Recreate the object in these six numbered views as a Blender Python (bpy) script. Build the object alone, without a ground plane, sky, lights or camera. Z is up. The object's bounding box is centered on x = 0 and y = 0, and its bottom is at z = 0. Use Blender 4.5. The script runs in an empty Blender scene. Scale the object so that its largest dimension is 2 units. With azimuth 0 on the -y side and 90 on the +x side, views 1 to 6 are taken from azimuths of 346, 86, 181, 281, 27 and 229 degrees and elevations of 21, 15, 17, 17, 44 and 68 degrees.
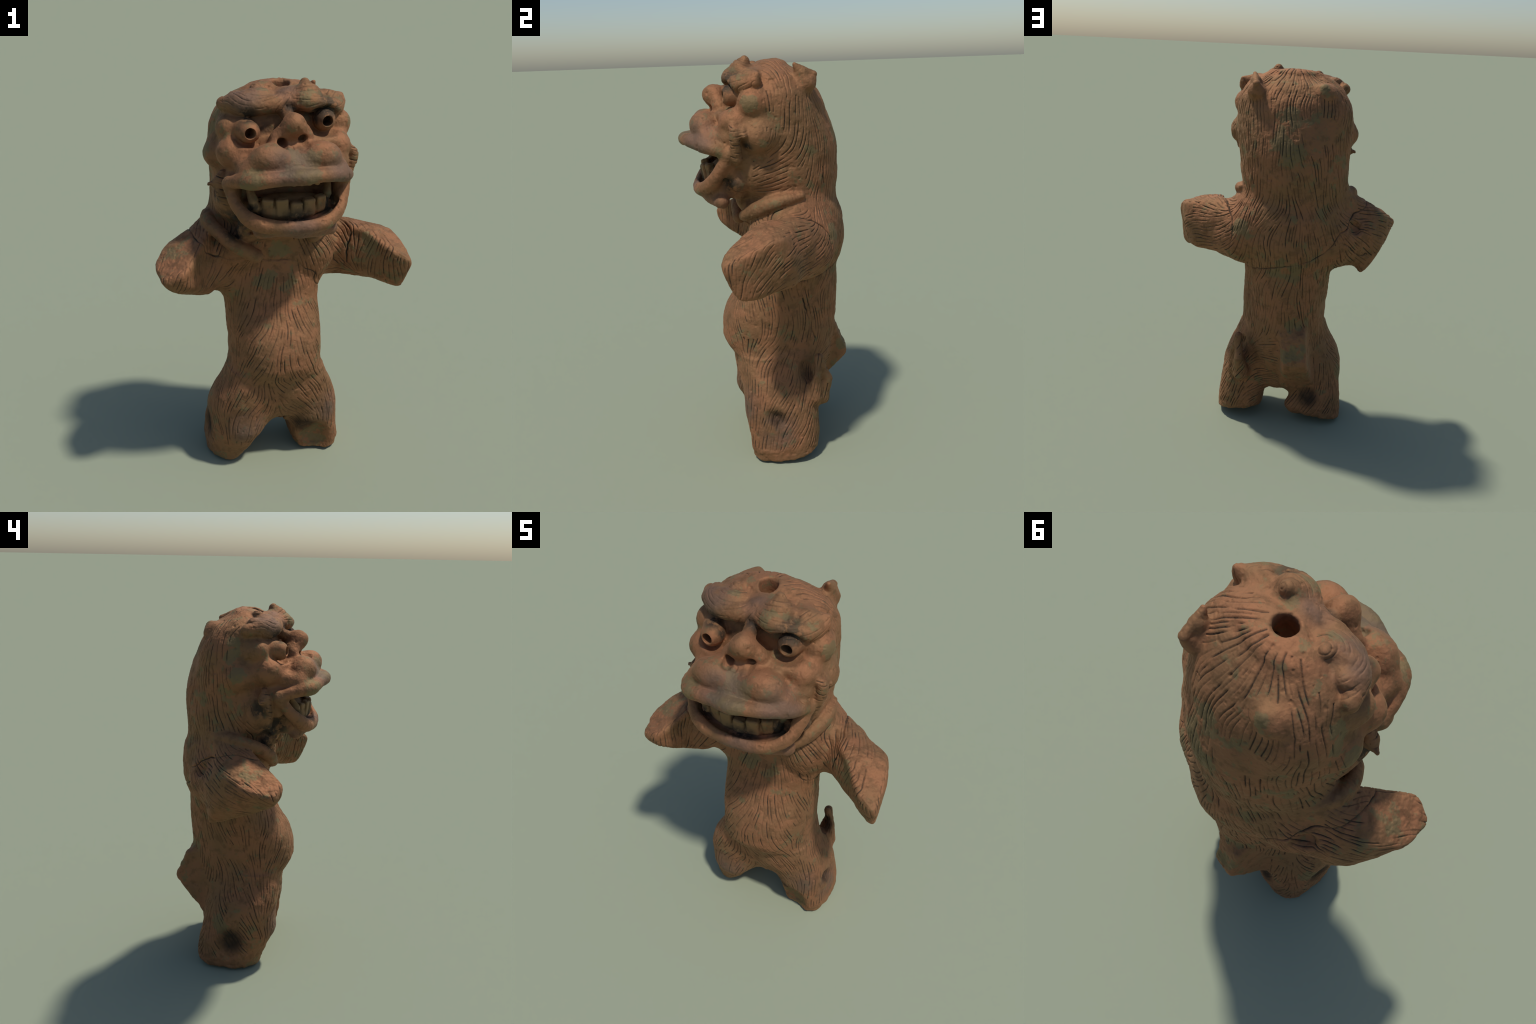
"""Old terracotta lion-dog figure: standing, big grinning head, broken arms and tail.

The whole body is described as one list of clay pieces (lofted sections, rolls, balls,
wedges, cuts) that are pressed together by smooth unions.  The resulting surface is
meshed with surface nets, combed with hair strokes, and separated into named parts.
"""
import bpy, math, time
import numpy as np
from mathutils import kdtree

T0 = time.time()
F = np.float32


def log(*a):
    print(f"[{time.time() - T0:6.1f}s]", *a)


# ------------------------------------------------------------------ clay pieces
def curve_through(z, v, fine=12):
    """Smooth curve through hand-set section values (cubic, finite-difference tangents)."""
    z, v = np.asarray(z, float), np.asarray(v, float)
    s = np.diff(v) / np.diff(z)
    m = np.concatenate([[s[0]], np.where(s[:-1] * s[1:] > 0, 2 * s[:-1] * s[1:] / (s[:-1] + s[1:] + 1e-12), 0), [s[-1]]])
    zz, vv = [], []
    for i in range(len(z) - 1):
        h = z[i + 1] - z[i]
        t = np.linspace(0, 1, fine, endpoint=False)
        vv.append((2 * t**3 - 3 * t**2 + 1) * v[i] + (t**3 - 2 * t**2 + t) * h * m[i]
                  + (-2 * t**3 + 3 * t**2) * v[i + 1] + (t**3 - t**2) * h * m[i + 1])
        zz.append(z[i] + t * h)
    return np.append(np.concatenate(zz), z[-1]), np.append(np.concatenate(vv), v[-1])


def loft(sections, front=2.4, back=2.0, back_top=None):
    """sections: rows (z, x_min, x_max, y_front, y_back, y_widest); the cross-section is a
    superellipse with its own roundness before and behind its widest line (which may change
    from the bottom section to the top one)."""
    S = np.array(sections, float)
    tabs = [curve_through(S[:, 0], S[:, i]) for i in range(1, 6)]
    z0, z1 = S[0, 0], S[-1, 0]
    zt = tabs[0][0]
    slopes = np.gradient(((tabs[1][1] - tabs[0][1]) + (tabs[3][1] - tabs[2][1])) / 4, zt)

    def f(p):
        z = np.clip(p[:, 2], z0, z1)
        a, b, c, d, w = (np.interp(z, *t) for t in tabs)
        x, y = p[:, 0] - (a + b) / 2, p[:, 1] - w
        rx = (b - a) / 2
        ry = np.where(y < 0, w - c, d - w)
        tail = back if back_top is None else back + (back_top - back) * np.clip((z - z0) / (z1 - z0), 0, 1)
        power = np.where(y < 0, front, tail)
        rho = ((np.abs(x) / rx) ** power + (np.abs(y) / ry) ** power) ** (1 / power) + 1e-6
        q = np.hypot(x, y)
        r = np.where(q > 1e-5, q / rho, np.minimum(rx, ry))
        side = (q - r) / np.sqrt(1 + np.interp(z, zt, slopes) ** 2)
        end = np.maximum(p[:, 2] - z1, z0 - p[:, 2])
        return np.where(end > 0, np.hypot(np.maximum(side, 0), end), np.maximum(side, end))
    return f, (S[:, 1].min(), S[:, 3].min(), z0), (S[:, 2].max(), S[:, 4].max(), z1)


def rotation(rx=0, ry=0, rz=0):
    a, b, c = np.radians([rx, ry, rz])
    X = np.array([[1, 0, 0], [0, np.cos(a), -np.sin(a)], [0, np.sin(a), np.cos(a)]])
    Y = np.array([[np.cos(b), 0, np.sin(b)], [0, 1, 0], [-np.sin(b), 0, np.cos(b)]])
    Z = np.array([[np.cos(c), -np.sin(c), 0], [np.sin(c), np.cos(c), 0], [0, 0, 1]])
    return Z @ Y @ X


def ball(centre, radii, turn=None):
    c, r = np.array(centre, float), np.array(np.broadcast_to(radii, 3), float)
    R = rotation(*turn) if turn else np.eye(3)

    def f(p):
        q = (p - c) @ R
        k0 = np.linalg.norm(q / r, axis=1)
        k1 = np.linalg.norm(q / r**2, axis=1) + 1e-9
        return np.where(k0 > 1e-4, k0 * (k0 - 1) / k1, -r.min())
    m = r.max()
    return f, c - m, c + m


def roll(points):
    """Clay roll through points (x, y, z, radius): a chain of round cones."""
    P = np.array(points, float)

    def f(p):
        best = np.full(len(p), 1e3)
        for A, B in zip(P[:-1], P[1:]):
            d = B[:3] - A[:3]
            L = d @ d + 1e-12
            t = np.clip(((p - A[:3]) @ d) / L, 0, 1)
            best = np.minimum(best, np.linalg.norm(p - A[:3] - t[:, None] * d, axis=1) - (A[3] + t * (B[3] - A[3])))
        return best
    m = P[:, 3].max()
    return f, P[:, :3].min(0) - m, P[:, :3].max(0) + m


def smooth_path(points, n=6):
    """Catmull-Rom refinement of a roll's spine."""
    P = np.array(points, float)
    Q = np.vstack([2 * P[0] - P[1], P, 2 * P[-1] - P[-2]])
    out = []
    for i in range(1, len(Q) - 2):
        for t in np.linspace(0, 1, n, endpoint=False):
            out.append(0.5 * (2 * Q[i] + (Q[i + 1] - Q[i - 1]) * t + (2 * Q[i - 1] - 5 * Q[i] + 4 * Q[i + 1] - Q[i + 2]) * t**2
                              + (3 * Q[i] - Q[i - 1] - 3 * Q[i + 1] + Q[i + 2]) * t**3))
    return np.vstack([out, P[-1]])


def slab(centre, half, turn=None, rounding=0.01):
    c, h = np.array(centre, float), np.array(half, float) - rounding
    R = rotation(*turn) if turn else np.eye(3)

    def f(p):
        q = np.abs((p - c) @ R) - h
        return np.linalg.norm(np.maximum(q, 0), axis=1) + np.minimum(q.max(1), 0) - rounding
    m = np.linalg.norm(h) + rounding
    return f, c - m, c + m


def wedge(planes, lo, hi, k=0.02):
    """Block bounded by planes (point, outward normal), softened edges."""
    N = [(np.array(a, float), np.array(n, float) / np.linalg.norm(n)) for a, n in planes]

    def f(p):
        d = (p - N[0][0]) @ N[0][1]
        for a, n in N[1:]:
            d = smax(d, (p - a) @ n, k)
        return d
    return f, np.array(lo, float), np.array(hi, float)


def beyond(point, normal, lo, hi):
    """Half space on the side the normal points to, for broken-off faces."""
    a, n = np.array(point, float), np.array(normal, float) / np.linalg.norm(normal)
    return (lambda p: -((p - a) @ n)), np.array(lo, float), np.array(hi, float)


def smin(a, b, k):
    h = np.maximum(k - np.abs(a - b), 0) / k
    return np.minimum(a, b) - h * h * k * 0.25


def smax(a, b, k):
    return -smin(-a, -b, k)


SHRINK = 0.006   # drying shrinkage: takes back what the soft joins swell


class Clay:
    def __init__(self):
        self.steps, self.names = [], []

    def _label(self, name):
        if name not in self.names:
            self.names.append(name)
        return self.names.index(name)

    def add(self, name, piece, k=0.03):
        f, lo, hi = piece
        self.steps.append(("add", self._label(name), f, np.array(lo) - k - 0.06, np.array(hi) + k + 0.06, k))

    def cut(self, piece, k=0.015, name=None):
        f, lo, hi = piece
        self.steps.append(("cut", self._label(name) if name else -1, f, np.array(lo) - k - 0.01, np.array(hi) + k + 0.01, k))

    def distance(self, p, labels=False):
        p = np.asarray(p, F)
        d = np.full(len(p), 0.3, F)
        lab = np.zeros(len(p), np.int16)
        near = np.full(len(p), 9.0, F)
        for kind, name, f, lo, hi, k in self.steps:
            w = np.nonzero(((p > lo.astype(F)) & (p < hi.astype(F))).all(1))[0]
            if not len(w):
                continue
            v = f(p[w].astype(float)).astype(F)
            old = d[w]
            if kind == "add":
                d[w] = smin(old, v, F(k))
                if labels:
                    own = v < near[w]
                    lab[w[own]] = name
                    near[w] = np.minimum(near[w], v)
            else:
                d[w] = smax(old, -v, F(k))
                if labels and name >= 0:
                    lab[w[v < 0.004]] = name
        d = d + F(SHRINK)
        return (d, lab) if labels else d


# ------------------------------------------------------------------ the figure
clay = Clay()


def build_figure(c):
    # --- trunk and head, lofted from cross-sections (z, x_min, x_max, y_front, y_back, y_widest)
    c.add("torso", loft([
        (0.18, -.15, .15, -.06, .18, .05), (0.24, -.22, .20, -.115, .22, .05), (0.30, -.24, .22, -.15, .25, .02), (0.40, -.25, .23, -.185, .30, .0),
        (0.48, -.258, .236, -.20, .325, .0), (0.54, -.256, .235, -.235, .335, .01), (0.60, -.255, .232, -.258, .345, .02), (0.66, -.255, .23, -.256, .35, .02),
        (0.75, -.262, .23, -.23, .357, .03), (0.85, -.268, .228, -.163, .362, .05), (0.93, -.28, .235, -.12, .36, .07), (1.00, -.315, .27, -.10, .38, .09),
        (1.10, -.34, .31, -.082, .398, .10), (1.20, -.35, .315, -.085, .392, .10), (1.28, -.345, .30, -.085, .37, .10), (1.36, -.30, .25, -.08, .33, .10)], 2.4, 1.75), 0.03)
    c.add("head", loft([
        (1.28, -.26, .20, -.10, .33, .10), (1.33, -.31, .24, -.135, .358, .10), (1.38, -.32, .255, -.15, .364, .10), (1.45, -.327, .268, -.165, .37, .09), (1.55, -.327, .28, -.175, .368, .08),
        (1.65, -.322, .29, -.17, .347, .06), (1.75, -.317, .295, -.155, .308, .05), (1.82, -.305, .292, -.14, .278, .05), (1.88, -.28, .265, -.10, .235, .05),
        (1.925, -.235, .225, -.08, .18, .04), (1.955, -.175, .165, -.055, .13, .03), (1.975, -.13, .12, -.03, .11, .03), (1.986, -.05, .05, .0, .085, .04)], 2.3, 1.9), 0.035)

    # --- arms: shoulder rolls ending in blocky stumps with broken faces (planes: point, outward normal)
    c.add("arm|l", roll([(.20, .15, 1.12, .17), (.34, .085, 1.155, .125), (.46, -.01, 1.12, .115)]), 0.05)
    c.add("arm|l", roll([(.25, .16, 1.07, .13), (.42, .04, 1.065, .09)]), 0.04)
    c.add("arm|l", wedge([((.54, -.14, 1.213), (.30, -.36, .88)), ((.61, -.06, 1.1), (.90, .42, -.15)), ((.632, -.1, 1.12), (1, 0, -.14)), ((.53, -.257, 1.175), (-.25, -1, -.40)), ((.515, -.215, 1.16), (-.76, -.63, -.15)), ((.55, -.12, .947), (0, .2, -1)),
                             ((.475, -.1, 1.0), (-.55, -.35, -.75)), ((.5, -.03, 1.262), (.1, .15, 1)), ((.36, 0, 1.1), (-1, .5, 0)), ((.5, .09, 1.1), (.2, 1, .1))], (.3, -.35, .88), (.72, .2, 1.36), 0.035), 0.06)
    c.add("arm|r", roll([(-.24, .10, 1.33, .092), (-.40, .01, 1.20, .08)]), 0.06)
    c.add("arm|r", roll([(-.25, .11, 1.10, .18), (-.38, .04, 1.10, .15), (-.46, -.03, 1.11, .11)]), 0.05)
    c.add("arm|r", wedge([((-.52, -.12, 1.213), (-.42, -.28, .86)), ((-.622, -.06, 1.1), (-.88, .48, 0)), ((-.43, -.185, 1.15), (.8, -.6, 0)), ((-.53, -.275, 1.16), (-.1, -1, -.4)),
                              ((-.46, -.1, .993), (0, -.42, -.9)), ((-.528, 0, 1.0), (-.78, 0, -.6)), ((-.5, -.02, 1.268), (-.4, .3, .87)), ((-.36, 0, 1.1), (1, .3, 0)), ((-.4, .13, 1.1), (-.2, 1, .2))],
                             (-.75, -.4, .85), (-.3, .25, 1.36), 0.035), 0.05)
    c.add("arm|r", roll([(-.27, .12, 1.03, .10), (-.41, .085, .998, .068)]), 0.04)
    c.cut(ball((-.385, .215, 1.18), (.035, .05, .035)), 0.02)
    c.add("torso", ball((-.21, -.015, 1.20), (.12, .12, .11)), 0.05)
    c.add("torso", ball((.18, -.02, 1.15), (.10, .09, .13)), 0.05)
    c.add("head", ball((-.02, -.085, 1.30), (.20, .075, .06)), 0.04)         # throat
    c.add("beard", ball((-.185, -.118, 1.31), (.055, .05, .065)), 0.025)     # crusted beard under the jaw
    for i in range(7):
        t = i / 6
        c.add("beard", ball((-.30 + .12 * t, -.115 - .05 * t, 1.46 - .16 * t), (.022, .02, .017)), 0.012)

    # --- legs
    c.add("leg|r", loft([
        (-.05, -.37, -.11, -.11, .235, .05), (.03, -.376, -.09, -.125, .255, .05), (.08, -.38, -.055, -.14, .258, .05), (.14, -.378, -.045, -.165, .25, .05), (.22, -.37, -.03, -.195, .235, .03),
        (.30, -.366, -.02, -.195, .225, .0), (.38, -.348, -.02, -.20, .21, -.02), (.45, -.31, -.05, -.20, .19, -.03), (.53, -.26, -.08, -.17, .16, -.03)], 2.1, 3.2, 1.5), 0.06)
    c.add("leg|l", loft([
        (-.05, .12, .35, -.115, .185, .05), (.03, .095, .358, -.14, .208, .05), (.08, .08, .358, -.16, .222, .05), (.14, .07, .352, -.163, .228, .05), (.22, .055, .345, -.165, .228, .05),
        (.30, .045, .335, -.168, .222, .02), (.38, .03, .315, -.17, .21, .0), (.45, .05, .28, -.17, .19, -.02), (.52, .08, .24, -.15, .16, -.02)], 2.4, 3.2, 1.6), 0.06)
    c.cut(wedge([((0, 0, .0), (0, 0, 1))], (-.6, -.5, -.2), (.6, .5, .1)), 0.02)                    # standing plane
    c.cut(beyond((.25, -.02, -.005), (-.12, .22, -.97), (.0, -.3, -.1), (.45, .4, .25)), 0.02)      # worn, rocking soles
    c.cut(beyond((-.27, .10, -.008), (.15, .25, -.95), (-.45, -.3, -.1), (.0, .4, .25)), 0.02)
    c.cut(beyond((-.195, -.08, .03), (.73, -.2, -.68), (-.33, -.3, -.1), (.0, .02, .2)), 0.03)
    c.cut(roll([(-.045, -.4, .06, .125), (-.03, -.12, .085, .105), (-.015, .03, .09, .068), (.003, .18, .09, .07), (.003, .45, .09, .072)]), 0.035)          # arch between the legs
    c.add("leg|r", ball((-.10, .185, .095), (.062, .055, .06)), 0.03)
    c.cut(ball((.17, -.20, .09), (.115, .118, .125), (0, 0, -15)), 0.03)                             # broken hollow of the left shin
    c.cut(ball((.37, -.008, .248), (.06, .055, .034), (-30, 0, 0)), 0.03)                            # finger dents
    c.cut(ball((-.41, .05, .16), (.05, .06, .07)), 0.05)
    c.add("leg|l", roll([(.255, .19, .32, .05), (.258, .20, .43, .034), (.236, .215, .518, .024)]), 0.025)   # upturned flap on the hip
    c.add("leg|l", roll([(.215, .235, .30, .05), (.225, .262, .40, .032), (.236, .228, .518, .022)]), 0.03)
    c.cut(ball((.235, .165, .455), (.03, .028, .045)), 0.03)

    # --- tail stump
    c.add("tail", wedge([((-.08, .395, .515), (0.1, .92, .40)), ((-.03, .42, .425), (0, .72, -.69)), ((.01, .3, .5), (1, .12, -.1)),
                         ((-.16, .3, .5), (-1, .1, .15)), ((-.08, .3, .62), (0, .2, 1)), ((0, .2, .4), (0, -1, 0))], (-.25, .15, .2), (.1, .46, .7), 0.03), 0.04)

    # --- collar band
    c.add("collar", roll(smooth_path([(-.325, .12, 1.345, .022), (-.352, .03, 1.338, .037), (-.33, -.065, 1.308, .039), (-.25, -.138, 1.245, .039), (-.145, -.138, 1.182, .038)])), 0.014)
    c.add("collar", roll(smooth_path([(.255, .15, 1.355, .02), (.258, .06, 1.335, .042), (.225, -.04, 1.30, .042), (.175, -.10, 1.265, .036), (.14, -.12, 1.25, .03)])), 0.016)

    # --- face
    c.add("head", ball((-.25, -.06, 1.785), (.075, .075, .068)), 0.045)        # temples
    c.add("head", ball((.248, -.06, 1.79), (.075, .08, .075)), 0.045)
    c.add("head", ball((-.295, .02, 1.655), (.078, .09, .075)), 0.045)         # back cheeks
    c.add("head", ball((.252, -.045, 1.64), (.088, .09, .085)), 0.045)
    c.add("head", ball((-.248, -.12, 1.68), (.085, .08, .075)), 0.045)          # front cheeks
    c.add("head", ball((.225, -.15, 1.705), (.075, .075, .07)), 0.045)

    c.add("head", ball((.14, -.16, 1.735), (.09, .075, .05)), 0.03)           # under the eyes
    c.add("head", ball((-.16, -.155, 1.71), (.09, .07, .05)), 0.03)
    c.add("head", ball((-.012, -.19, 1.72), (.13, .068, .055)), 0.03)

    c.add("head", ball((-.19, .11, 1.70), (.14, .14, .20)), 0.05)             # fuller behind the right temple
    c.add("head", ball((-.24, -.05, 1.47), (.10, .11, .12)), 0.05)            # jowls
    c.add("head", ball((.19, -.05, 1.48), (.085, .10, .12)), 0.05)

    c.add("ear", roll([(.185, .18, 1.865, .05), (.19, .165, 1.91, .036), (.20, .135, 1.952, .012)]), 0.03)
    c.add("ear", roll([(.185, .20, 1.87, .045), (.185, .222, 1.905, .024), (.198, .14, 1.948, .012)]), 0.02)
    c.add("ear", ball((-.165, .18, 1.868), (.06, .05, .05), (30, 0, 0)), 0.04)
    c.add("ear", roll([(-.165, .19, 1.875, .035), (-.158, .205, 1.90, .014)]), 0.03)

    # eyebrows: heavy shelves with an inner curl
    c.add("eyebrow|r", roll(smooth_path([(-.02, -.122, 1.895, .042), (-.10, -.127, 1.893, .048), (-.175, -.12, 1.885, .05), (-.24, -.075, 1.888, .047), (-.275, -.02, 1.885, .037)])), 0.02)
    c.add("eyebrow|r", ball((-.17, -.08, 1.918), (.11, .055, .046), (-20, -12, 0)), 0.03)
    c.add("eyebrow|r", ball((-.133, -.045, 1.956), (.032, .034, .026)), 0.02)
    c.add("eyebrow|r", ball((-.225, -.04, 1.925), (.038, .034, .028)), 0.02)
    c.add("eyebrow|l", roll(smooth_path([(.01, -.13, 1.90, .042), (.08, -.148, 1.902, .051), (.155, -.15, 1.878, .048), (.225, -.11, 1.875, .045), (.265, -.055, 1.887, .039)])), 0.02)
    c.add("eyebrow|l", ball((.10, -.11, 1.94), (.065, .05, .045), (-20, 15, 0)), 0.03)
    c.add("eyebrow|l", roll([(.085, -.10, 1.96, .032), (.087, -.085, 1.978, .028)]), 0.02)
    c.add("eyebrow|l", roll([(.20, -.08, 1.905, .04), (.275, -.04, 1.915, .016)]), 0.03)

    c.add("head", ball((.03, -.075, 1.925), (.09, .055, .042)), 0.03)
    c.add("head", ball((.16, -.06, 1.905), (.09, .055, .042)), 0.03)

    # eye sockets, then tubular eyes with drilled pupils
    c.cut(ball((-.185, -.185, 1.79), (.075, .05, .07)), 0.02)
    c.cut(ball((.155, -.185, 1.82), (.075, .055, .065)), 0.02)
    for name, x, y, z in (("eye|r", -.19, -.205, 1.781), ("eye|l", .161, -.192, 1.822)):
        out = math.copysign(.015, x)
        c.add(name, roll([(x + out, y + .10, z + .003, .062), (x, y + .035, z, .056), (x, y + .008, z, .037)]), 0.012)
        c.cut(roll([(x, y - .05, z, .0165), (x + out * .5, y + .07, z, .0155)]), 0.008)

    # nose
    c.add("nose", roll([(-.012, -.14, 1.855, .035), (-.008, -.195, 1.838, .036), (-.006, -.245, 1.825, .046)]), 0.02)
    c.add("nose", roll([(-.006, -.24, 1.825, .045), (.055, -.215, 1.775, .04)]), 0.03)
    c.add("nose", roll([(-.006, -.24, 1.825, .045), (-.075, -.222, 1.76, .042)]), 0.03)
    c.add("nose", ball((-.01, -.20, 1.77), (.08, .05, .045)), 0.03)

    # upper lip with its two cushions
    c.add("muzzle", slab((-.012, -.205, 1.635), (.255, .125, .055), (8, 0, 0), .05), 0.04)
    c.add("muzzle", ball((-.128, -.288, 1.685), (.095, .075, .07)), 0.042)
    c.add("muzzle", ball((.108, -.29, 1.69), (.095, .075, .07)), 0.042)
    c.add("muzzle", roll(smooth_path([(-.285, -.19, 1.56, .034), (-.265, -.26, 1.585, .036), (-.21, -.345, 1.60, .04), (-.11, -.365, 1.61, .037), (.01, -.388, 1.622, .036),
                                         (.11, -.365, 1.62, .036), (.20, -.31, 1.605, .04), (.245, -.25, 1.59, .038), (.262, -.18, 1.57, .036)])), 0.025)
    c.add("head", ball((.235, -.165, 1.635), (.05, .06, .05)), 0.03)
    c.add("muzzle", ball((-.01, -.262, 1.665), (.11, .095, .06), (15, 0, 0)), 0.05)
    c.cut(roll([(-.064, -.285, 1.738, .017), (-.063, -.215, 1.757, .013)]), 0.01)   # nostrils
    c.cut(roll([(.032, -.295, 1.746, .017), (.031, -.225, 1.767, .013)]), 0.01)

    # lower jaw: curling lip around an open mouth
    c.add("jaw", slab((-.01, -.18, 1.415), (.215, .10, .08), (-8, 0, 0), .06), 0.03)
    c.add("jaw", roll(smooth_path([(-.285, -.19, 1.55, .034), (-.265, -.245, 1.48, .036), (-.20, -.305, 1.41, .042), (-.09, -.325, 1.385, .04), (.03, -.325, 1.38, .04),
                                         (.14, -.305, 1.39, .042), (.215, -.255, 1.44, .04), (.255, -.19, 1.545, .036)])), 0.025)
    c.add("jaw", roll(smooth_path([(-.155, -.262, 1.352, .04), (-.05, -.285, 1.36, .042), (.08, -.275, 1.345, .045), (.185, -.225, 1.335, .042)])), 0.025)
    c.add("jaw", ball((-.26, -.145, 1.545), (.042, .07, .075)), 0.03)     # mouth corners
    c.add("jaw", ball((.235, -.145, 1.56), (.04, .065, .07)), 0.03)
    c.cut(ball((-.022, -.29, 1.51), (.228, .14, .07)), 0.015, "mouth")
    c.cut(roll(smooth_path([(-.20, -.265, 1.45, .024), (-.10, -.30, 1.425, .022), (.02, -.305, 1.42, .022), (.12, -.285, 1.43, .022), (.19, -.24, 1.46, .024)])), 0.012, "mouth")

    c.add("jaw", ball((.228, -.18, 1.505), (.034, .05, .065)), 0.015)       # flesh inside the corners
    c.add("jaw", ball((.215, -.135, 1.43), (.045, .055, .055)), 0.02)
    c.add("jaw", ball((-.255, -.175, 1.50), (.034, .05, .06)), 0.015)

    # teeth
    c.add("gum", roll(smooth_path([(-.17, -.232, 1.455, .046), (-.08, -.26, 1.442, .05), (.02, -.262, 1.438, .05), (.13, -.232, 1.455, .046)])), 0.012)
    c.add("gum", ball((-.015, -.215, 1.478), (.165, .055, .036)), 0.015)
    for x, y, z, w, h, turn, lean in ((-.128, -.276, 1.468, .033, .044, -18, 4), (-.068, -.294, 1.466, .035, .050, -6, -3), (-.005, -.299, 1.454, .033, .044, 0, 3), (.057, -.291, 1.462, .035, .048, 8, -2), (.116, -.270, 1.47, .032, .046, 20, -6)):
        c.add(f"tooth|{x}", slab((x, y, z), (w, .026, h), (8, lean, turn), .018), 0.006)
    c.add("tooth|r", roll([(-.205, -.235, 1.545, .022), (-.19, -.262, 1.49, .029), (-.178, -.27, 1.462, .024)]), 0.006)
    c.add("tooth|l", roll([(.175, -.20, 1.54, .022), (.165, -.225, 1.50, .028), (.16, -.235, 1.47, .018)]), 0.006)
    for i in range(4):
        c.add(f"tooth|u{i}", ball((-.02 + .035 * i, -.315, 1.575), (.019, .018, .016)), 0.006)

    # whisker curls behind the mouth corners
    c.add("whisker", roll(smooth_path([(.285, -.16, 1.695, .02), (.31, -.155, 1.66, .03), (.297, -.15, 1.60, .032), (.278, -.145, 1.545, .03)])), 0.014)
    c.add("whisker", roll([(.30, -.12, 1.66, .035), (.325, -.11, 1.652, .018)]), 0.02)
    c.add("whisker", roll(smooth_path([(-.30, -.115, 1.59, .02), (-.315, -.125, 1.55, .032), (-.31, -.13, 1.50, .032), (-.29, -.135, 1.455, .026)])), 0.014)
    c.add("whisker", roll([(-.315, -.115, 1.545, .035), (-.362, -.109, 1.539, .017)]), 0.02)

    # hole in the crown
    c.cut(roll([(-.005, -.003, 2.05, .04), (-.005, -.003, 1.915, .034)]), 0.012)


build_figure(clay)


# ------------------------------------------------------------------ surface nets
def mesh_clay(c, h, lo=(-.68, -.47, -.02), hi=(.68, .47, 2.04), block=12):
    lo = np.array(lo)
    nb = np.ceil((np.array(hi) - lo) / (h * block)).astype(int)
    n = nb * block
    ctr = [lo[i] + (np.arange(nb[i]) + .5) * block * h for i in range(3)]
    B = np.stack(np.meshgrid(*ctr, indexing="ij"), -1).reshape(-1, 3)
    d = c.distance(B)
    near = np.nonzero(np.abs(d) < block * h * .87 * 1.2 + .01)[0]
    field = np.repeat(np.repeat(np.repeat(np.where(d > 0, 1, -1).astype(F).reshape(nb), block, 0), block, 1), block, 2)
    off = (np.arange(block) + .5) * h
    cell = np.stack(np.meshgrid(off, off, off, indexing="ij"), -1).reshape(-1, 3) - block * h / 2
    for part in np.array_split(near, max(1, len(near) // 600)):
        v = c.distance((B[part][:, None] + cell[None]).reshape(-1, 3)).reshape(len(part), block, block, block)
        for b, w in zip(part, v):
            i, j, k = np.unravel_index(b, nb)
            field[i * block:(i + 1) * block, j * block:(j + 1) * block, k * block:(k + 1) * block] = w
    log("field", field.shape, len(near), "blocks")
    lo = lo + h / 2
    s = field < 0
    cells = np.zeros(np.array(s.shape) - 1, bool)
    corner = [(a, b, e) for a in (0, 1) for b in (0, 1) for e in (0, 1)]
    m = np.array(s.shape) - 1
    first = s[:-1, :-1, :-1]
    for a, b, e in corner[1:]:
        cells |= s[a:a + m[0], b:b + m[1], e:e + m[2]] != first
    I = np.argwhere(cells)
    index = np.full(cells.shape, -1, np.int32)
    index[cells] = np.arange(len(I))
    V = np.zeros((len(I), 3))
    W = np.zeros(len(I))
    g = {o: field[I[:, 0] + o[0], I[:, 1] + o[1], I[:, 2] + o[2]] for o in corner}
    for o in corner:
        for ax in range(3):
            if o[ax]:
                continue
            q = list(o); q[ax] = 1; q = tuple(q)
            A, Bv = g[o], g[q]
            x = (A < 0) != (Bv < 0)
            t = np.where(x, A / (A - Bv + 1e-20), 0)
            P = np.tile(np.array(o, float), (len(I), 1))
            P[:, ax] += t
            V += P * x[:, None]
            W += x
    V = V / W[:, None] + I
    V = lo + V * h
    quads = []
    for ax in range(3):
        u, v = (ax + 1) % 3, (ax + 2) % 3
        a = np.take(s, range(s.shape[ax] - 1), ax)
        b = np.take(s, range(1, s.shape[ax]), ax)
        E = np.argwhere(a != b)
        E = E[(E[:, u] > 0) & (E[:, v] > 0) & (E[:, u] < cells.shape[u]) & (E[:, v] < cells.shape[v])]
        inside = s[E[:, 0], E[:, 1], E[:, 2]]
        ring = []
        for du, dv in ((0, 0), (-1, 0), (-1, -1), (0, -1)):
            Q = E.copy(); Q[:, u] += du; Q[:, v] += dv
            ring.append(index[Q[:, 0], Q[:, 1], Q[:, 2]])
        R = np.stack(ring, 1)
        R[~inside] = R[~inside][:, ::-1]
        quads.append(R)
    return V, np.vstack(quads)


def gradient(c, P, e=0.002):
    """Unit outward direction and distance, from four probes."""
    K = np.array([(1, -1, -1), (-1, -1, 1), (-1, 1, -1), (1, 1, 1)], float)
    d = [c.distance(P + k * e) for k in K]
    G = sum(v[:, None] * k for v, k in zip(d, K))
    return G / (np.linalg.norm(G, axis=1, keepdims=True) + 1e-9), sum(d) / 4


def vertex_normals(V, Q):
    n = np.cross(V[Q[:, 2]] - V[Q[:, 0]], V[Q[:, 3]] - V[Q[:, 1]])
    N = np.zeros_like(V)
    for i in range(4):
        for ax in range(3):
            N[:, ax] += np.bincount(Q[:, i], n[:, ax], len(V))
    return N / (np.linalg.norm(N, axis=1, keepdims=True) + 1e-12)


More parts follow.
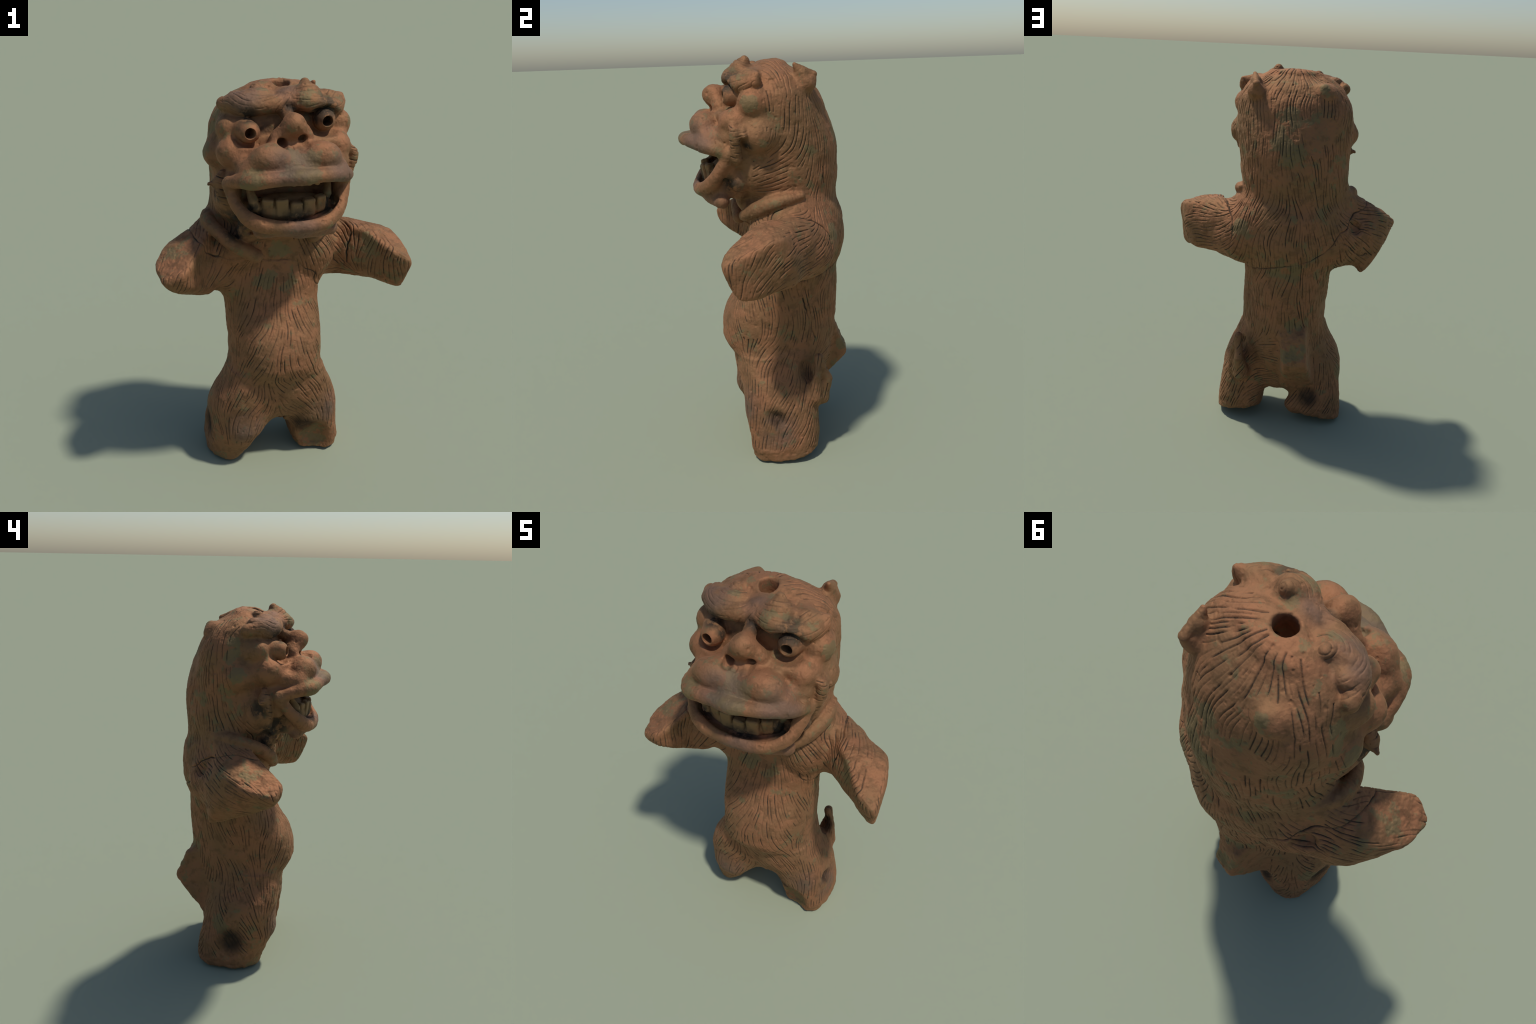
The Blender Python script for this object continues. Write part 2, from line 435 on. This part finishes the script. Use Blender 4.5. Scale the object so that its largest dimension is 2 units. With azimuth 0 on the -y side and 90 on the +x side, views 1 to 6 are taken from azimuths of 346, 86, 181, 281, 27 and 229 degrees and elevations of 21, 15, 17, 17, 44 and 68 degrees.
def refine(V, Q):
    """Split every quad in four."""
    E = np.sort(np.concatenate([Q[:, [i, (i + 1) % 4]] for i in range(4)]), axis=1)
    key = E[:, 0].astype(np.int64) * len(V) + E[:, 1]
    uniq, inv = np.unique(key, return_inverse=True)
    mid = (V[uniq // len(V)] + V[uniq % len(V)]) / 2
    cen = V[Q].mean(1)
    m = inv.reshape(4, -1) + len(V)
    o = np.arange(len(Q)) + len(V) + len(mid)
    R = np.concatenate([np.stack([Q[:, i], m[i], o, m[i - 1]], 1) for i in range(4)])
    return np.vstack([V, mid, cen]), R


def noise(P, wavelength, seed=0):
    """Smooth value noise in -1..1 on a hashed lattice."""
    X = np.asarray(P, float) / wavelength + 37.3 + seed * 11.7
    I = np.floor(X).astype(np.int64)
    f = X - I
    f = f * f * f * (f * (f * 6 - 15) + 10)
    out = 0
    for a in (0, 1):
        for b in (0, 1):
            for e in (0, 1):
                h = (I[:, 0] + a) * 374761393 + (I[:, 1] + b) * 668265263 + (I[:, 2] + e) * 2147483647 + seed * 974711
                h = (h ^ (h >> 13)) * 1274126177
                h = ((h ^ (h >> 16)) & 0xFFFF) / 32767.5 - 1
                out = out + h * np.where(a, f[:, 0], 1 - f[:, 0]) * np.where(b, f[:, 1], 1 - f[:, 1]) * np.where(e, f[:, 2], 1 - f[:, 2])
    return out


STEP = 0.0056
V, Q = mesh_clay(clay, STEP)
V, Q = refine(V, Q)
for _ in range(2):
    N = vertex_normals(V, Q)
    V = V - np.clip(clay.distance(V), -.004, .004)[:, None] * N
N = vertex_normals(V, Q)
log("surface", len(V), len(Q))

_, label = clay.distance(V, labels=True)
names = clay.names
kind = np.array([n.split("|")[0] for n in names])[label]

# ------------------------------------------------------------------ hair: combed strokes
rng = np.random.default_rng(11)
# where the comb runs: (x, y, z) and the direction of the stroke there
COMB = np.array([
    # head, left then right
    (.20, .20, 1.85, 0, .4, -1), (.30, .10, 1.72, 0, .1, -1), (.29, .02, 1.60, 0, -.5, -1), (.27, -.04, 1.52, 0, -1, -.3), (.26, .06, 1.42, 0, -1, .0), (.28, .20, 1.58, 0, .05, -1), (.22, .29, 1.45, 0, .0, -1),
    (-.20, .20, 1.85, 0, .4, -1), (-.32, .13, 1.72, 0, .1, -1), (-.33, .10, 1.58, 0, -.3, -1), (-.32, .04, 1.46, 0, -.7, -1), (-.30, .2, 1.42, 0, -.25, -1), (-.24, .28, 1.55, -.1, .0, -1),
    (0, .34, 1.66, .0, .1, -1), (.08, .36, 1.50, .1, 0, -1), (-.10, .36, 1.48, -.25, 0, -1), (0, .2, 1.93, 0, 1, -.5), (.1, .12, 1.95, .5, 1, 0), (-.1, .12, 1.95, -.5, 1, 0),
    # shoulders and back
    (.20, .32, 1.24, .8, 0, -1), (-.20, .32, 1.24, -.7, 0, -1), (.0, .39, 1.15, .15, 0, -1), (.12, .36, 1.02, .3, 0, -1), (-.12, .36, 1.06, -.3, 0, -1),
    (.10, .34, .80, .45, 0, -1), (-.10, .34, .82, -.1, 0, -1), (-.18, .28, .76, -.8, 0, -1), (.17, .26, .62, .1, 0, -1), (-.20, .22, .55, -.2, 0, -1), (.10, .32, .45, 1, 0, -.1), (.05, .28, .28, 1, 0, .05), (-.16, .27, .34, 0, 0, -1),
    # chest, belly
    (0, -.09, 1.0, .05, 0, -1), (.12, -.08, 1.18, .5, 0, -1), (.20, -.06, 1.12, .25, 0, -1), (-.20, -.08, 1.12, .0, 0, -1), (-.30, -.04, 1.05, -1, -.2, -.3),
    (-.18, -.17, .78, -.5, 0, -1), (0, -.24, .72, .0, 0, -1), (.15, -.2, .78, .6, 0, -1), (-.10, -.24, .60, -.5, 0, -1), (.12, -.22, .58, .9, 0, -.7), (0, -.2, .47, .7, 0, -.7),
    (.22, .06, .78, 0, .1, -1), (.21, .06, .62, 0, -.6, -1), (-.26, .06, .80, 0, -.4, -1), (-.25, .10, .64, 0, -.5, -1),
    # arms
    (.34, .15, 1.12, .6, -1, -.1), (.48, .05, 1.13, .3, -1, -.15), (.58, -.10, 1.08, 0, -.3, -1), (.45, -.12, 1.10, -.2, .3, -1), (.40, .08, .99, .6, -1, 0),
    (-.36, .16, 1.20, -.5, -1, -.8), (-.46, .06, 1.10, -.4, -1, -.5), (-.52, -.05, 1.05, -.2, -1, -.3), (-.42, -.12, 1.08, -.2, .2, -1), (-.38, .0, 1.0, -.6, -1, .1),
    # legs
    (-.30, -.16, .35, -.1, 0, -1), (-.15, -.18, .32, -.7, 0, -1), (-.36, 0, .34, 0, -.55, -1), (-.36, .1, .22, 0, -.6, -1), (-.25, -.18, .18, .0, 0, -1), (-.30, .2, .2, .3, 0, -1),
    (.28, -.15, .34, .25, 0, -1), (.12, -.17, .36, .8, 0, -.5), (.33, .08, .34, 0, -.7, -1), (.34, .12, .18, 0, -.6, -1), (.31, -.13, .18, .0, 0, -1), (.24, .25, .36, .2, .1, -1),
], float)
CURL = {"eyebrow|r": np.array((-.135, -.03, 1.985)), "eyebrow|l": np.array((.10, -.06, 2.0))}


def comb_direction(P, N, lab):
    w = np.exp(-((P[:, None, :] - COMB[None, :, :3]) ** 2).sum(-1) / (2 * .085 ** 2)) + 1e-9
    U = COMB[:, 3:] / np.linalg.norm(COMB[:, 3:], axis=1, keepdims=True)
    D = w @ U
    top = (P[:, 2] > 1.86) & (P[:, 1] > -.1)
    D[top] = P[top] - np.array((0, -.04, 1.86))
    for name, c in CURL.items():
        m = lab == names.index(name)
        D[m] = np.cross(N[m], P[m] - c) * np.sign(P[m, :1])
    m = kind_of[lab] == "whisker"
    D[m] = np.cross(N[m], (0, 0, 1))
    turn = .35 * noise(P, .16, 3) + .22 * noise(P, .06, 4)
    D = D - (D * N).sum(1, keepdims=True) * N
    D /= np.linalg.norm(D, axis=1, keepdims=True) + 1e-9
    return D * np.cos(turn)[:, None] + np.cross(N, D) * np.sin(turn)[:, None]


kind_of = np.array([n.split("|")[0] for n in names])
ARM_FACES = (((.54, -.14, 1.208), (.30, -.36, .88)), ((-.52, -.12, 1.207), (-.42, -.28, .86)))


def broken(P, N, kinds):
    """How much a point belongs to an old break: arm ends, tail end, soles, shin hollow."""
    out = np.zeros(len(P))
    for (a, n) in ARM_FACES:
        a, n = np.array(a), np.array(n) / np.linalg.norm(n)
        near = (kinds == "arm") & (np.abs((P - a) @ n) < .028) & (P[:, 0] * a[0] > 0) & (np.abs(P[:, 0]) > .40)
        out = np.maximum(out, near * np.clip(((N @ n) - .80) * 8, 0, 1))
    out = np.maximum(out, (kinds == "tail") * np.clip((N[:, 1] - .55) * 5, 0, 1))
    foot = np.where(P[:, 0] < 0, .13 - .05 * (P[:, 1] > .1), .085)
    out = np.maximum(out, np.clip((foot + .02 * noise(P, .05, 8) - P[:, 2]) / .02, 0, 1))
    q = (P - np.array((.17, -.20, .09))) / np.array((.13, .135, .14))
    return np.maximum(out, np.clip((1.06 - np.linalg.norm(q, axis=1)) * 12, 0, 1))


def hairiness(P, N, lab):
    k = kind_of[lab]
    h = np.isin(k, ("head", "torso", "arm", "leg", "eyebrow", "whisker")).astype(float)
    head = k == "head"
    smooth_face = np.where(P[:, 0] < 0, .045, .0) + .03 * noise(P, .08, 9)
    h[head & (P[:, 1] < smooth_face) & (P[:, 2] > 1.53)] = 0
    h[head & (P[:, 1] < -.07)] = 0
    bib = np.hypot((P[:, 0] + .01) / .085, (P[:, 2] - 1.16) / .12)
    h[(k == "torso") & (P[:, 1] < 0) & (bib < 1)] = 0
    h[(P[:, 2] > 1.9) & (np.hypot(P[:, 0] + .005, P[:, 1] + .003) < .055)] = 0
    h[(P[:, 2] > 1.86) & (P[:, 1] < -.01) & head] = 0
    return h * (1 - broken(P, N, k)) * (noise(P, .13, 5) > -.62)


seeds = rng.permutation(len(V))
seeds = seeds[hairiness(V[seeds], N[seeds], label[seeds]) > .5][:11000]
paths = []
for sign in (1, -1):
    P, run = V[seeds].copy(), []
    G = N[seeds].copy()
    for step in range(26):
        D = comb_direction(P, G, label[seeds]) * sign
        P = P + D * .005
        G, d = gradient(clay, P)
        P = P - np.clip(d, -.01, .01)[:, None] * G
        run.append(P)
    paths.append(np.stack(run, 1))
log("combed", len(seeds))

cells, dots, along, strength = {}, [], [], []
for i, v in enumerate(seeds):
    kd = kind_of[label[v]]
    gap = .0135 if kd in ("head", "arm") else .0125
    gap *= {"eyebrow": 1.15, "whisker": 1.2}.get(kd, 1) * rng.uniform(.85, 1.15)
    reach = {"whisker": .4, "eyebrow": .8}.get(kd, 1)

    def free(p):
        a, b, c = (int(math.floor(t / .014)) for t in p)
        for da in (-1, 0, 1):
            for db in (-1, 0, 1):
                for dc in (-1, 0, 1):
                    for q in cells.get((a + da, b + db, c + dc), ()):
                        if (p[0] - q[0]) ** 2 + (p[1] - q[1]) ** 2 + (p[2] - q[2]) ** 2 < gap * gap:
                            return False
        return True
    if not free(V[v]):
        continue
    stroke = [V[v]]
    for side in (0, 1):
        for p in paths[side][i][: int(rng.integers(10, 26) * reach)]:
            if not free(p):
                break
            stroke.append(p) if side == 0 else stroke.insert(0, p)
    if len(stroke) < 5:
        continue
    power = rng.uniform(.45, 1.1) * {"eyebrow": .6}.get(kd, 1)
    n = len(stroke)
    for j, p in enumerate(stroke):
        dots.append(p)
        strength.append(power * min(1, (j + 1) / 5, (n - j) / 5))
        cells.setdefault(tuple(int(math.floor(t / .014)) for t in p), []).append(tuple(p))
    stroke = np.array(stroke)
    along.append(np.gradient(stroke, axis=0))
dots, strength, along = np.array(dots), np.array(strength), np.concatenate(along)
along /= np.linalg.norm(along, axis=1, keepdims=True)
ok = hairiness(dots, N[:1].repeat(len(dots), 0) * 0, clay.distance(dots, labels=True)[1])
strength *= np.clip(ok, 0, 1)
log("strokes", len(dots))

# ------------------------------------------------------------------ cracks and pricked holes
CRACKS = [
    [(-.445, .03, 1.288), (-.421, -.089, 1.267), (-.371, -.114, 1.21), (-.312, -.087, 1.171), (-.204, -.109, 1.160), (-.065, -.087, 1.129), (.052, -.087, 1.121), (.103, -.085, 1.085), (.173, -.071, 1.043), (.187, -.067, .987), (.21, .05, .93)],
    [(.21, .05, .93), (.208, .17, .92), (.12, .303, .946), (.026, .368, .977), (-.078, .372, 1.002), (-.169, .335, 1.025), (-.237, .305, 1.071), (-.289, .283, 1.156), (-.336, .245, 1.183), (-.364, .168, 1.243), (-.43, .099, 1.266), (-.445, .03, 1.288)],
    [(.325, .153, 1.266), (.306, .235, 1.229), (.296, .274, 1.191), (.289, .296, 1.127), (.294, .273, 1.043), (.28, .2, .97)],
    [(.325, .153, 1.266), (.345, .05, 1.275), (.354, -.031, 1.26), (.352, -.067, 1.221), (.335, -.072, 1.153), (.338, -.063, 1.067)],
    [(.197, .268, 1.48), (.192, .269, 1.434), (.187, .269, 1.40)],
    [(.204, .154, .824), (.192, .175, .749), (.18, .192, .672), (.166, .218, .602)],
    [(-.43, .05, 1.0), (-.36, .18, 1.05), (-.31, .26, 1.10)],
]
crack_dots, crack_size = [], []
for path in CRACKS:
    P = smooth_path([(*p, 0) for p in path], 24)[:, :3]
    P = P + .004 * np.stack([noise(P, .02, 20 + i) for i in range(3)], 1)
    for _ in range(4):
        G, d = gradient(clay, P)
        P = P - np.clip(d, -.03, .03)[:, None] * G
    crack_dots.append(P)
    crack_size.append(.75 + .5 * noise(P, .07, 31))
crack_dots, crack_size = np.vstack(crack_dots), np.concatenate(crack_size)
PRICKS = [(-.066, -.085, 1.18), (-.051, -.087, 1.149), (-.089, -.085, 1.152), (-.061, -.09, 1.096), (-.037, -.092, 1.089), (-.113, -.089, 1.075), (-.09, -.093, 1.064), (-.11, -.094, 1.051)]


def tree(points):
    t = kdtree.KDTree(len(points))
    for i, p in enumerate(points):
        t.insert(p, i)
    t.balance()
    return t


hair_tree, crack_tree = tree(dots), tree(crack_dots)
incision = np.zeros(len(V))
depth = np.zeros(len(V))
combed = np.isin(kind, ("head", "torso", "arm", "leg", "eyebrow", "whisker"))
cand = np.nonzero(combed)[0]
found = [hair_tree.find(p) for p in V[cand].tolist()]
idx = np.array([f[1] for f in found])
D = V[cand] - dots[idx]
D = D - (D * along[idx]).sum(1, keepdims=True) * along[idx]
dist = np.where(np.array([f[2] for f in found]) < .009, np.linalg.norm(D, axis=1), 1)
g = np.exp(-(dist / .0026) ** 2) * strength[idx]
incision[cand] = g
depth[cand] = .0046 * g
cand = np.nonzero(np.isin(kind, ("torso", "arm", "head", "collar")))[0]
found = [crack_tree.find(p) for p in V[cand].tolist()]
g = np.exp(-(np.array([f[2] for f in found]) / .0042) ** 2) * np.clip(crack_size[[f[1] for f in found]], .2, 1.3)
incision[cand] = np.maximum(incision[cand], g)
depth[cand] = np.maximum(depth[cand], .008 * g)
for p in PRICKS:
    g = np.exp(-(np.linalg.norm(V - np.array(p), axis=1) / .0085) ** 4)
    incision = np.maximum(incision, .8 * g)
    depth = np.maximum(depth, .006 * g)
log("carved")

rough = broken(V, N, kind)
lump = .0035 * noise(V, .10, 1) + .0022 * noise(V, .045, 2) + .0009 * noise(V, .017, 6) + .0006 * noise(V, .007, 7)
lump *= np.where(np.isin(kind, ("tooth", "eye", "gum")), .5, 1)
lump += rough * (.003 * noise(V, .03, 12) + .0018 * noise(V, .012, 13))
pits = np.clip(noise(V, .018, 14) - .62, 0, 1) * .010 * (noise(V, .2, 15) > -.2)
V = V + N * (lump - depth - pits)[:, None]
V[:, 2] -= V[:, 2].min()
N = vertex_normals(V, Q)


# ------------------------------------------------------------------ materials
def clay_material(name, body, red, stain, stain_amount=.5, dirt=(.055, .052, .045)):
    mat = bpy.data.materials.new(name)
    mat.use_nodes = True
    nt = mat.node_tree
    L = nt.links.new
    bsdf = nt.nodes["Principled BSDF"]
    bsdf.inputs["Metallic"].default_value = METAL
    bsdf.inputs["Roughness"].default_value = ROUGH
    co = nt.nodes.new("ShaderNodeTexCoord").outputs["Object"]

    def val(sock, v):
        if hasattr(v, "is_linked"):
            L(v, sock)
        else:
            sock.default_value = v

    def tex(scale, detail=4, rough=.6, warp=None):
        n = nt.nodes.new("ShaderNodeTexNoise")
        n.inputs["Scale"].default_value, n.inputs["Detail"].default_value, n.inputs["Roughness"].default_value = scale, detail, rough
        L(co, n.inputs["Vector"])
        return n.outputs["Fac"]

    def ramp(x, lo, hi, a=0., b=1.):
        n = nt.nodes.new("ShaderNodeMapRange")
        n.interpolation_type = "SMOOTHSTEP"
        for k, v in zip((0, 1, 2, 3, 4), (x, lo, hi, a, b)):
            val(n.inputs[k], v)
        return n.outputs[0]

    def math_(op, a, b=0., c=0.):
        n = nt.nodes.new("ShaderNodeMath")
        n.operation = op
        val(n.inputs[0], a); val(n.inputs[1], b); val(n.inputs[2], c)
        return n.outputs[0]

    def mix(f, a, b):
        n = nt.nodes.new("ShaderNodeMix")
        n.data_type = "RGBA"
        for k, v in ((0, f), (6, a), (7, b)):
            val(n.inputs[k], v if hasattr(v, "is_linked") or not isinstance(v, tuple) else (*v, 1))
        return n.outputs[2]

    def blobs(spots):
        out = None
        for x, y, z, r in spots:
            n = nt.nodes.new("ShaderNodeVectorMath")
            n.operation = "DISTANCE"
            L(co, n.inputs[0])
            n.inputs[1].default_value = (x, y, z)
            f = ramp(n.outputs["Value"], r * 1.25, r * .35)
            out = f if out is None else math_("MAXIMUM", out, f)
        return out

    col = mix(ramp(tex(5.5, 5), .36, .64), body, red)
    col = mix(math_("MULTIPLY", ramp(tex(21, 6, .65), .50, .62), .45), col, tuple(c * .62 for c in body))
    where = math_("ADD", math_("MULTIPLY", tex(13, 8, .68), 1.0), math_("MULTIPLY", blobs(STAINS), .17))
    col = mix(math_("MULTIPLY", ramp(where, .565, .625), stain_amount), col, stain)
    purple_grey_mask = math_("MULTIPLY", blobs(PURPLE_GREY_SPOTS), ramp(tex(7, 4), .25, .6))
    col = mix(math_("MULTIPLY", purple_grey_mask, .55), col, PURPLE_GREY)
    dent_shade = math_("MULTIPLY", blobs(PAINTED_DENT_SHADE), ramp(tex(15, 4), .2, .6, .55, 1.))
    col = mix(math_("MULTIPLY", dent_shade, .85), col, (.035, .03, .027))
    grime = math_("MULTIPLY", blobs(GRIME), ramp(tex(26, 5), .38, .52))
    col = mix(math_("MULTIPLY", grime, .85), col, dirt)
    cut = nt.nodes.new("ShaderNodeAttribute")
    cut.attribute_name = "incision"
    fill = math_("MULTIPLY", ramp(cut.outputs["Fac"], .22, .75), ramp(tex(13, 4), .30, .62, .2, .85))
    col = mix(fill, col, dirt)
    specks = ramp(tex(95, 3, .7), .66, .74)
    col = mix(math_("MULTIPLY", specks, .5), col, tuple(c * .35 for c in body))
    L(col, bsdf.inputs["Base Color"])
    bump = nt.nodes.new("ShaderNodeBump")
    bump.inputs["Strength"].default_value, bump.inputs["Distance"].default_value = .35, .003
    L(tex(150, 4, .65), bump.inputs["Height"])
    L(bump.outputs["Normal"], bsdf.inputs["Normal"])
    return mat


METAL, ROUGH = 1.0, .82
PURPLE_GREY = (.20, .145, .125)
STAINS = [(-.316, .045, 1.765, .05), (-.359, .013, 1.667, .05), (-.328, .07, 1.566, .06), (-.284, .222, 1.535, .05), (-.3, .042, 1.839, .04), (-.239, -.368, 1.617, .07), (.313, -.08, 1.789, .05),
          (-.014, .304, 1.761, .07), (.031, .342, 1.656, .08), (-.019, .368, 1.554, .09), (-.255, .259, 1.542, .05), (-.154, .225, 1.907, .04), (-.014, .391, .487, .05), (-.062, .331, .637, .06), (-.096, .394, .51, .06),
          (-.067, -.101, 1.035, .07), (-.018, -.086, 1.176, .06), (.05, -.102, 1.025, .05), (.422, -.131, 1.178, .08), (.549, -.193, 1.038, .07), (.025, .356, .946, .08), (-.059, .364, .961, .07), (.233, .312, 1.157, .07),
          (-.53, -.1, 1.2, .07), (.10, -.15, 1.92, .06), (-.25, .0, 1.72, .06), (-.34, .1, .25, .06), (0, -.37, 1.66, .1), (.2, -.1, .1, .08)]
PURPLE_GREY_SPOTS = [(-.042, -.36, 1.66, .13), (.20, -.33, 1.63, .12), (0, -.33, 1.36, .12), (.15, -.25, 1.33, .09), (-.15, -.26, 1.34, .09), (-.20, -.2, .25, .12), (.345, .0, .19, .11), (.0, -.12, 1.93, .07), (-.2, -.1, 1.93, .10), (.25, -.15, .3, .1)]  # purple-grey tint over lips, chin, brows and parts of the legs
PAINTED_DENT_SHADE = [(-.36, .035, .18, .085), (.34, -.005, .24, .05), (.14, -.10, .20, .08), (-.17, .25, .17, .07), (.235, .18, .44, .045), (.24, .21, .47, .03)]  # shade in dents and hollows of legs and hip flap, painted into the colour
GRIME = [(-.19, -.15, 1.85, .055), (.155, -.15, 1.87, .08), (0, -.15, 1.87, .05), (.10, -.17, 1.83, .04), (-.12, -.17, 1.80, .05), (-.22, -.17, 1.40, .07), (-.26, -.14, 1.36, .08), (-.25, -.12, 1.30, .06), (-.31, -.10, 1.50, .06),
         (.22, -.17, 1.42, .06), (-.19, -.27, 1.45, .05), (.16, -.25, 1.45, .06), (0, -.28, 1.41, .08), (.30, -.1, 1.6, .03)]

clay_mat = clay_material("fired_clay", (.335, .194, .102), (.40, .206, .11), (.245, .22, .118), .6)  # brightness set midway between sunlit front and shaded back; metallic evens the contrast
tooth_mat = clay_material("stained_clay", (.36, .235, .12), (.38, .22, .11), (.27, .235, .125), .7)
mouth_mat = clay_material("dark_mouth_clay", (.09, .065, .04), (.11, .07, .04), (.08, .07, .045))  # much darker base colour for the inside of the mouth, which looks black in the photograph

# ------------------------------------------------------------------ parts
side_split = {"ear", "collar", "whisker"}
part = kind.astype(object)
full = np.array([n for n in names], object)[label]
group = np.where(np.isin(kind, list(side_split)), np.where(V[:, 0] > 0, np.char.add(kind, "|l"), np.char.add(kind, "|r")), full)
keys, code = np.unique(group.astype(str), return_inverse=True)
face_code = code[Q].min(1)
thing = bpy.data.objects.new("lion_dog_figure", None)
thing["label"] = "weathered terracotta lion-dog figure, grinning, with broken arms"
thing["category"] = "statue"
bpy.context.collection.objects.link(thing)
made = {}
HEAD_PARTS = {"beard", "ear", "eye", "eyebrow", "nose", "muzzle", "jaw", "mouth", "gum", "tooth", "whisker"}
for i, key in enumerate(keys):
    q = Q[face_code == i]
    if not len(q):
        continue
    used, loc = np.unique(q, return_inverse=True)
    base = key.split("|")[0]
    me = bpy.data.meshes.new(base)
    me.vertices.add(len(used))
    me.vertices.foreach_set("co", V[used].astype(F).ravel())
    me.loops.add(len(q) * 4)
    me.loops.foreach_set("vertex_index", loc.ravel().astype(np.int32))
    me.polygons.add(len(q))
    me.polygons.foreach_set("loop_start", np.arange(0, len(q) * 4, 4, dtype=np.int32))
    me.polygons.foreach_set("use_smooth", np.ones(len(q), bool))
    me.update(calc_edges=True)
    at = me.attributes.new("incision", "FLOAT", "POINT")
    at.data.foreach_set("value", incision[used].astype(F))
    me.normals_split_custom_set_from_vertices(N[used].tolist())
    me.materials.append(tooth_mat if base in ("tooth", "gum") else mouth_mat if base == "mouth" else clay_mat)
    ob = bpy.data.objects.new(base, me)
    bpy.context.collection.objects.link(ob)
    made.setdefault(base, []).append(ob)
for base, obs in made.items():
    for ob in obs:
        ob.parent = made["head"][0] if base in HEAD_PARTS else thing
log("done", {k: len(v) for k, v in made.items()})
